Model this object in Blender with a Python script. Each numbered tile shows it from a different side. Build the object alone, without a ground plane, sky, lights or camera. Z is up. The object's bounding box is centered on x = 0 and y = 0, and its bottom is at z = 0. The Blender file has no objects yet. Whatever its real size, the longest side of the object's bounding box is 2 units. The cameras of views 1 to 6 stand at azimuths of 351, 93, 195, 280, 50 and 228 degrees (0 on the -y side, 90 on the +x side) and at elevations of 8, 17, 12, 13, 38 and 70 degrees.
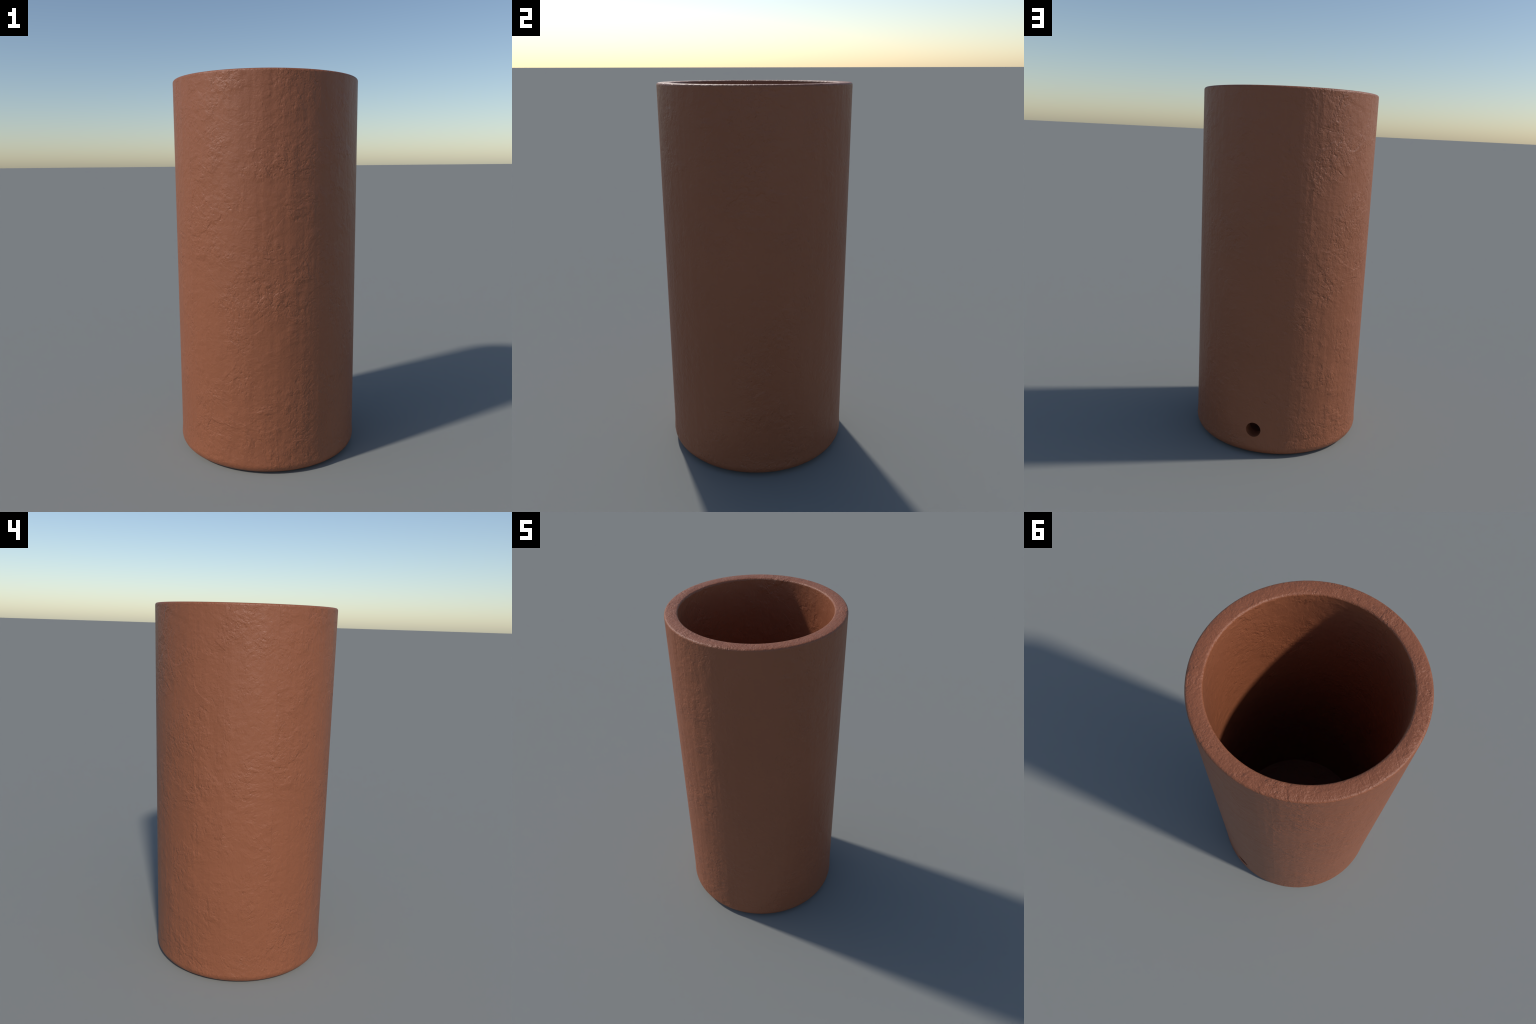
"""Tall terracotta planter: a 96-sided, slightly tapered clay cylinder with a thick
rounded rim, a rounded foot, a plain floor and one round drainage hole low in the wall.
The body is built as one closed solid, then its faces are handed out to named parts
that keep the whole body's smooth normals."""
import bpy, bmesh, math
from mathutils import Vector

# ------------------------------------------------------------------ dimensions
SIDES = 96                      # facets round the pot, one corner every 3.75 degrees
HEIGHT = 2.0
R_TOP = 0.4935                  # outer radius at the rim
R_WAIST = 0.4886                # outer radius where the taper ends, just above the foot
Z_WAIST = 0.100
R_FOOT = 0.4912                 # the foot swells very slightly before it rounds under
Z_FOOT = 0.052
FOOT_ROUND = 0.057              # how far the foot rounds in
RIM_ROUND = 0.0115
R_IN_TOP = 0.4205               # bore of the pot
R_IN_FLOOR = 0.4180
Z_FLOOR = 0.068
FACET_LOOK = 0.85               # 0 = perfectly smooth shading, 1 = flat facets
HOLE_Z, HOLE_R = 0.153, 0.042   # drainage hole, drilled along +y


def arc(cx, cz, rx, rz, a0, a1, n):
    """points of a quarter round, angles in degrees"""
    return [(cx + rx * math.cos(math.radians(a0 + (a1 - a0) * i / n)),
             cz + rz * math.sin(math.radians(a0 + (a1 - a0) * i / n))) for i in range(n + 1)]


def build_profile():
    """closed profile from the centre of the underside round to the centre of the floor;
    every entry is (radius, height, part of the strip that starts here)"""
    pts = []
    foot = arc(R_FOOT - FOOT_ROUND, Z_FOOT, FOOT_ROUND, Z_FOOT, -90, 0, 6)
    pts += [(r, z, "base") for r, z in foot]
    pts.append((R_WAIST, Z_WAIST, "wall"))
    out = arc(R_TOP - RIM_ROUND, HEIGHT - RIM_ROUND, RIM_ROUND, RIM_ROUND, 0, 90, 4)
    pts += [(r, z, "rim") for r, z in out]
    inn = arc(R_IN_TOP + RIM_ROUND, HEIGHT - RIM_ROUND, RIM_ROUND, RIM_ROUND, 90, 180, 4)
    pts += [(r, z, "rim") for r, z in inn[:-1]]
    pts.append((inn[-1][0], inn[-1][1], "inner_wall"))
    pts.append((R_IN_FLOOR, Z_FLOOR, "floor"))
    return pts


def profile_normals(pts):
    """(nr, nz) per profile point: analytic on the rounds, straight on the walls"""
    n = {}
    for r, z, _ in pts:
        if z <= Z_FOOT + 1e-6 and r > R_IN_FLOOR:
            v = Vector(((r - (R_FOOT - FOOT_ROUND)) / FOOT_ROUND, (z - Z_FOOT) / Z_FOOT))
        elif abs(z - Z_WAIST) < 1e-6:
            v = Vector((1, 0))
        elif z >= HEIGHT - RIM_ROUND - 1e-6:
            cx = R_TOP - RIM_ROUND if r > (R_TOP + R_IN_TOP) / 2 else R_IN_TOP + RIM_ROUND
            v = Vector((r - cx, z - (HEIGHT - RIM_ROUND)))
            if z > HEIGHT - 1e-6:           # the soft top leans a little towards both lips
                v = Vector((0.12 if r > (R_TOP + R_IN_TOP) / 2 else -0.12, 1.0))
        else:
            v = Vector((-1, 0))
        n[(round(r, 5), round(z, 5))] = v.normalized()
    return n


# ------------------------------------------------------------------ the solid
profile = build_profile()
NORMALS = profile_normals(profile)

bm = bmesh.new()
rings = []
for r, z, part in profile:
    ring = [bm.verts.new((r * math.cos(2 * math.pi * k / SIDES),
                          r * math.sin(2 * math.pi * k / SIDES), z)) for k in range(SIDES)]
    rings.append(ring)
for lo, hi in zip(rings, rings[1:]):
    for k in range(SIDES):
        k2 = (k + 1) % SIDES
        bm.faces.new((lo[k], lo[k2], hi[k2], hi[k]))
for ring, up in ((rings[0], False), (rings[-1], True)):
    centre = bm.verts.new((0, 0, ring[0].co.z))
    for k in range(SIDES):
        a, b = ring[k], ring[(k + 1) % SIDES]
        bm.faces.new((a, b, centre) if up else (b, a, centre))
bmesh.ops.recalc_face_normals(bm, faces=bm.faces[:])
solid_mesh = bpy.data.meshes.new("solid")
bm.to_mesh(solid_mesh)
bm.free()
solid = bpy.data.objects.new("solid", solid_mesh)
bpy.context.collection.objects.link(solid)

# the drill that bores the drainage hole
bm = bmesh.new()
drill_sides = 32
near, far = [], []
for k in range(drill_sides):
    a = 2 * math.pi * (k + 0.5) / drill_sides
    x, z = HOLE_R * math.cos(a), HOLE_Z + HOLE_R * math.sin(a)
    near.append(bm.verts.new((x, 0.30, z)))
    far.append(bm.verts.new((x, 0.60, z)))
for k in range(drill_sides):
    k2 = (k + 1) % drill_sides
    bm.faces.new((near[k], near[k2], far[k2], far[k]))
bm.faces.new(near[::-1])
bm.faces.new(far)
bmesh.ops.recalc_face_normals(bm, faces=bm.faces[:])
drill_mesh = bpy.data.meshes.new("drill")
bm.to_mesh(drill_mesh)
bm.free()
drill = bpy.data.objects.new("drill", drill_mesh)
bpy.context.collection.objects.link(drill)

cut = solid.modifiers.new("hole", "BOOLEAN")
cut.operation, cut.solver, cut.object = "DIFFERENCE", "EXACT", drill
dg = bpy.context.evaluated_depsgraph_get()
body = bpy.data.meshes.new_from_object(solid.evaluated_get(dg))
bpy.data.objects.remove(solid)
bpy.data.objects.remove(drill)
for m in (solid_mesh, drill_mesh):
    bpy.data.meshes.remove(m)


# ------------------------------------------------------------------ parts and normals
def part_of(poly):
    c, nrm = poly.center, poly.normal
    if c.y > 0.35 and abs(nrm.y) < 0.3 and math.hypot(c.x, c.z - HOLE_Z) < HOLE_R * 1.001:
        return "drain_hole"
    r = math.hypot(c.x, c.y)
    if c.z > HEIGHT - RIM_ROUND:
        return "rim"
    if r < 0.5 * (R_IN_FLOOR + R_WAIST) and c.z > Z_FLOOR - 1e-4 and r > 0.3:
        if abs(nrm.z) < 0.5:
            return "inner_wall"
    if nrm.z > 0.9:
        return "floor"
    if c.z < Z_FOOT:
        return "base"
    return "outer_wall"


def loop_normal(part, co):
    r = math.hypot(co.x, co.y)
    if part == "drain_hole":
        return Vector((-co.x, 0, HOLE_Z - co.z)).normalized()
    if part == "floor":
        return Vector((0, 0, 1))
    if part == "base" and co.z < 1e-5 and r < 0.3:
        return Vector((0, 0, -1))
    key = (round(r, 5), round(co.z, 5))
    side = -1 if part == "inner_wall" else 1
    nr, nz = NORMALS.get(key, Vector((side, 0)))
    if part == "inner_wall":
        nr, nz = -1, 0
    if r < 1e-6:
        return Vector((0, 0, -1))
    return Vector((nr * co.x / r, nr * co.y / r, nz)).normalized()


def split(mesh, part, material):
    faces = [p for p in mesh.polygons if part_of(p) == part]
    index, verts, polys = {}, [], []
    for p in faces:
        row = []
        for v in p.vertices:
            if v not in index:
                index[v] = len(verts)
                verts.append(mesh.vertices[v].co.copy())
            row.append(index[v])
        polys.append(row)
    me = bpy.data.meshes.new(part)
    me.from_pydata(verts, [], polys)
    me.polygons.foreach_set("use_smooth", [True] * len(me.polygons))
    me.update()
    facet = FACET_LOOK if part == "outer_wall" else 0.0     # the outer facets stay faintly visible
    normals = [None] * len(me.loops)
    for p in me.polygons:
        for li in p.loop_indices:
            n = loop_normal(part, me.vertices[me.loops[li].vertex_index].co)
            normals[li] = n.lerp(p.normal, facet).normalized()[:]
    me.normals_split_custom_set(normals)
    me.materials.append(material)
    ob = bpy.data.objects.new(part, me)
    bpy.context.collection.objects.link(ob)
    return ob


# ------------------------------------------------------------------ clay material
class Nodes:
    """small helper to write node trees as expressions"""

    def __init__(self, tree):
        self.t = tree

    def add(self, kind, inputs=(), **props):
        n = self.t.nodes.new(kind)
        for k, v in props.items():
            setattr(n, k, v)
        for key, v in dict(inputs).items():
            if isinstance(v, bpy.types.NodeSocket):
                self.t.links.new(v, n.inputs[key])
            else:
                n.inputs[key].default_value = v
        return n

    def math(self, op, a, b=0.0, c=0.0, clamp=False):
        return self.add("ShaderNodeMath", {0: a, 1: b, 2: c}, operation=op, use_clamp=clamp).outputs[0]

    def noise(self, vec, scale, detail=2.0, rough=0.5, distortion=0.0, kind="FBM", colour=False, offset=None):
        if offset is not None:
            vec = self.vec("ADD", vec, offset)
        n = self.add("ShaderNodeTexNoise", {"Vector": vec, "Scale": scale, "Detail": detail,
                                            "Roughness": rough, "Distortion": distortion},
                     noise_dimensions="3D", noise_type=kind, normalize=True)
        return n.outputs["Color" if colour else "Fac"]

    def vec(self, op, a, b=None, scale=None):
        ins = {0: a}
        if b is not None:
            ins[1] = b
        if scale is not None:
            ins["Scale"] = scale
        return self.add("ShaderNodeVectorMath", ins, operation=op).outputs[0]

    def remap(self, x, a, b, c=0.0, d=1.0, smooth=True):
        return self.add("ShaderNodeMapRange", {"Value": x, "From Min": a, "From Max": b, "To Min": c, "To Max": d},
                        interpolation_type="SMOOTHSTEP" if smooth else "LINEAR").outputs[0]


def clay(name, relief=1.0, grit=0.0005, fields=False):
    mat = bpy.data.materials.new(name)
    mat.use_nodes = True
    t = mat.node_tree
    t.nodes.clear()
    N = Nodes(t)
    co = N.add("ShaderNodeTexCoord").outputs["Object"]

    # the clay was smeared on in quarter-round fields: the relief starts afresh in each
    if fields:
        xyz = N.add("ShaderNodeSeparateXYZ", {0: co}).outputs
        angle = N.math("ARCTAN2", xyz[1], xyz[0])
        field = N.math("FLOOR", N.math("DIVIDE", N.math("SUBTRACT", angle, math.radians(30)), math.radians(90)))
        shift = N.add("ShaderNodeCombineXYZ", {2: N.math("MULTIPLY", field, 7.31)}).outputs[0]
        co = N.vec("ADD", co, shift)

    # gentle domain warp: the trowel marks turn this way and that
    swirl = N.vec("SUBTRACT", N.noise(co, 3.5, 1.0, colour=True), (0.5, 0.5, 0.5))
    warped = N.vec("ADD", co, N.vec("SCALE", swirl, scale=0.09))
    strokes = N.vec("MULTIPLY", warped, (1.05, 1.05, 0.95))
    tilted = N.add("ShaderNodeMapping", {"Vector": warped, "Rotation": (0.7, 0.6, 0.3),
                                         "Scale": (0.8, 1.2, 0.8)}).outputs[0]
    # patches of rough and of smooth plaster
    patch = N.remap(N.noise(co, 4.6, 3.0, 0.6, offset=(3.1, 1.7, 0.4)), 0.42, 0.63, 0.20, 1.0)
    patch_b = N.remap(N.noise(co, 6.0, 2.0, 0.55, offset=(8.3, 2.9, 5.1)), 0.50, 0.68, 0.0, 1.0)

    # hand-pressed unevenness, broad to fine
    body_relief = N.noise(warped, 22.0, 4.0, 0.60, 0.1)
    # short dents and pits, scattered
    dent = N.remap(N.noise(strokes, 64.0, 2.0, 0.55, 0.15), 0.48, 0.74)
    dent_b = N.remap(N.noise(tilted, 42.0, 2.0, 0.55, 0.15, offset=(2.2, 6.1, 3.3)), 0.54, 0.74)
    # rows of fine finger ripples, only here and there
    ripple = N.noise(N.vec("MULTIPLY", tilted, (0.5, 1.3, 0.6)), 80.0, 1.0, 0.5, 0.2)
    # ledges where one smear overlaps the next, and thin cracks
    ledge_n = N.noise(warped, 6.5, 2.0, 0.5, 0.5, offset=(5.5, 0.2, 9.1))
    ledge = N.remap(ledge_n, 0.475, 0.525)
    crack = N.remap(N.math("ABSOLUTE", N.math("SUBTRACT", N.noise(tilted, 4.0, 3.0, 0.5, 0.6), 0.5)), 0.0, 0.010, -1.0, 0.0)
    crack = N.math("MULTIPLY", crack, N.remap(N.noise(co, 5.0, 1.0, offset=(1.2, 8.8, 4.4)), 0.50, 0.60))
    # faint long flutes left by smoothing the wall upwards
    flute = N.noise(N.vec("MULTIPLY", co, (1.0, 1.0, 0.07)), 17.0, 1.0, 0.5)
    grain = N.noise(co, 105.0, 3.0, 0.6)

    h = N.math("MULTIPLY", N.math("MULTIPLY_ADD", patch, 0.45, 0.55), N.math("MULTIPLY", body_relief, 0.0062))
    for layer, mask, amount in ((dent, patch, -0.0012), (dent_b, patch, -0.0014), (ripple, patch_b, 0.0020),
                                (ledge, patch, 0.0015), (crack, None, 0.0005), (grain, None, grit), (flute, None, 0.0042 if fields else 0.0)):
        if mask is not None:
            layer = N.math("MULTIPLY", layer, mask)
        h = N.math("ADD", h, N.math("MULTIPLY", layer, amount))
    bump = N.add("ShaderNodeBump", {"Strength": 1.0, "Distance": relief, "Height": h})

    # fired clay: one warm brown-red, with the faintest cloudiness
    cloud = N.noise(co, 3.0, 3.0, 0.5, offset=(1.0, 7.0, 2.0))
    ramp = N.add("ShaderNodeValToRGB", {"Fac": cloud})
    ramp.color_ramp.elements[0].position = 0.3
    ramp.color_ramp.elements[0].color = (0.279, 0.0910, 0.0400, 1)
    ramp.color_ramp.elements[1].position = 0.7
    ramp.color_ramp.elements[1].color = (0.293, 0.0960, 0.0430, 1)
    bsdf = N.add("ShaderNodeBsdfPrincipled", {"Base Color": ramp.outputs["Color"], "Roughness": 0.5,
                                              "IOR": 1.5, "Normal": bump.outputs["Normal"]})
    out = N.add("ShaderNodeOutputMaterial")
    t.links.new(bsdf.outputs["BSDF"], out.inputs["Surface"])
    return mat


terracotta = clay("terracotta", relief=0.95)
gritty = clay("gritty_terracotta", relief=1.15, grit=0.0025)
plastered = clay("plastered_terracotta", fields=True)

# ------------------------------------------------------------------ assemble
planter = bpy.data.objects.new("planter", None)
planter.empty_display_size = 0.2
bpy.context.collection.objects.link(planter)
planter["label"] = "tall cylindrical terracotta planter with thick rim and drain hole"
planter["category"] = "plant pot"
for part in ("outer_wall", "rim", "inner_wall", "floor", "base", "drain_hole"):
    ob = split(body, part, {"outer_wall": plastered, "base": plastered, "rim": gritty}.get(part, terracotta))
    ob.parent = planter
bpy.data.meshes.remove(body)
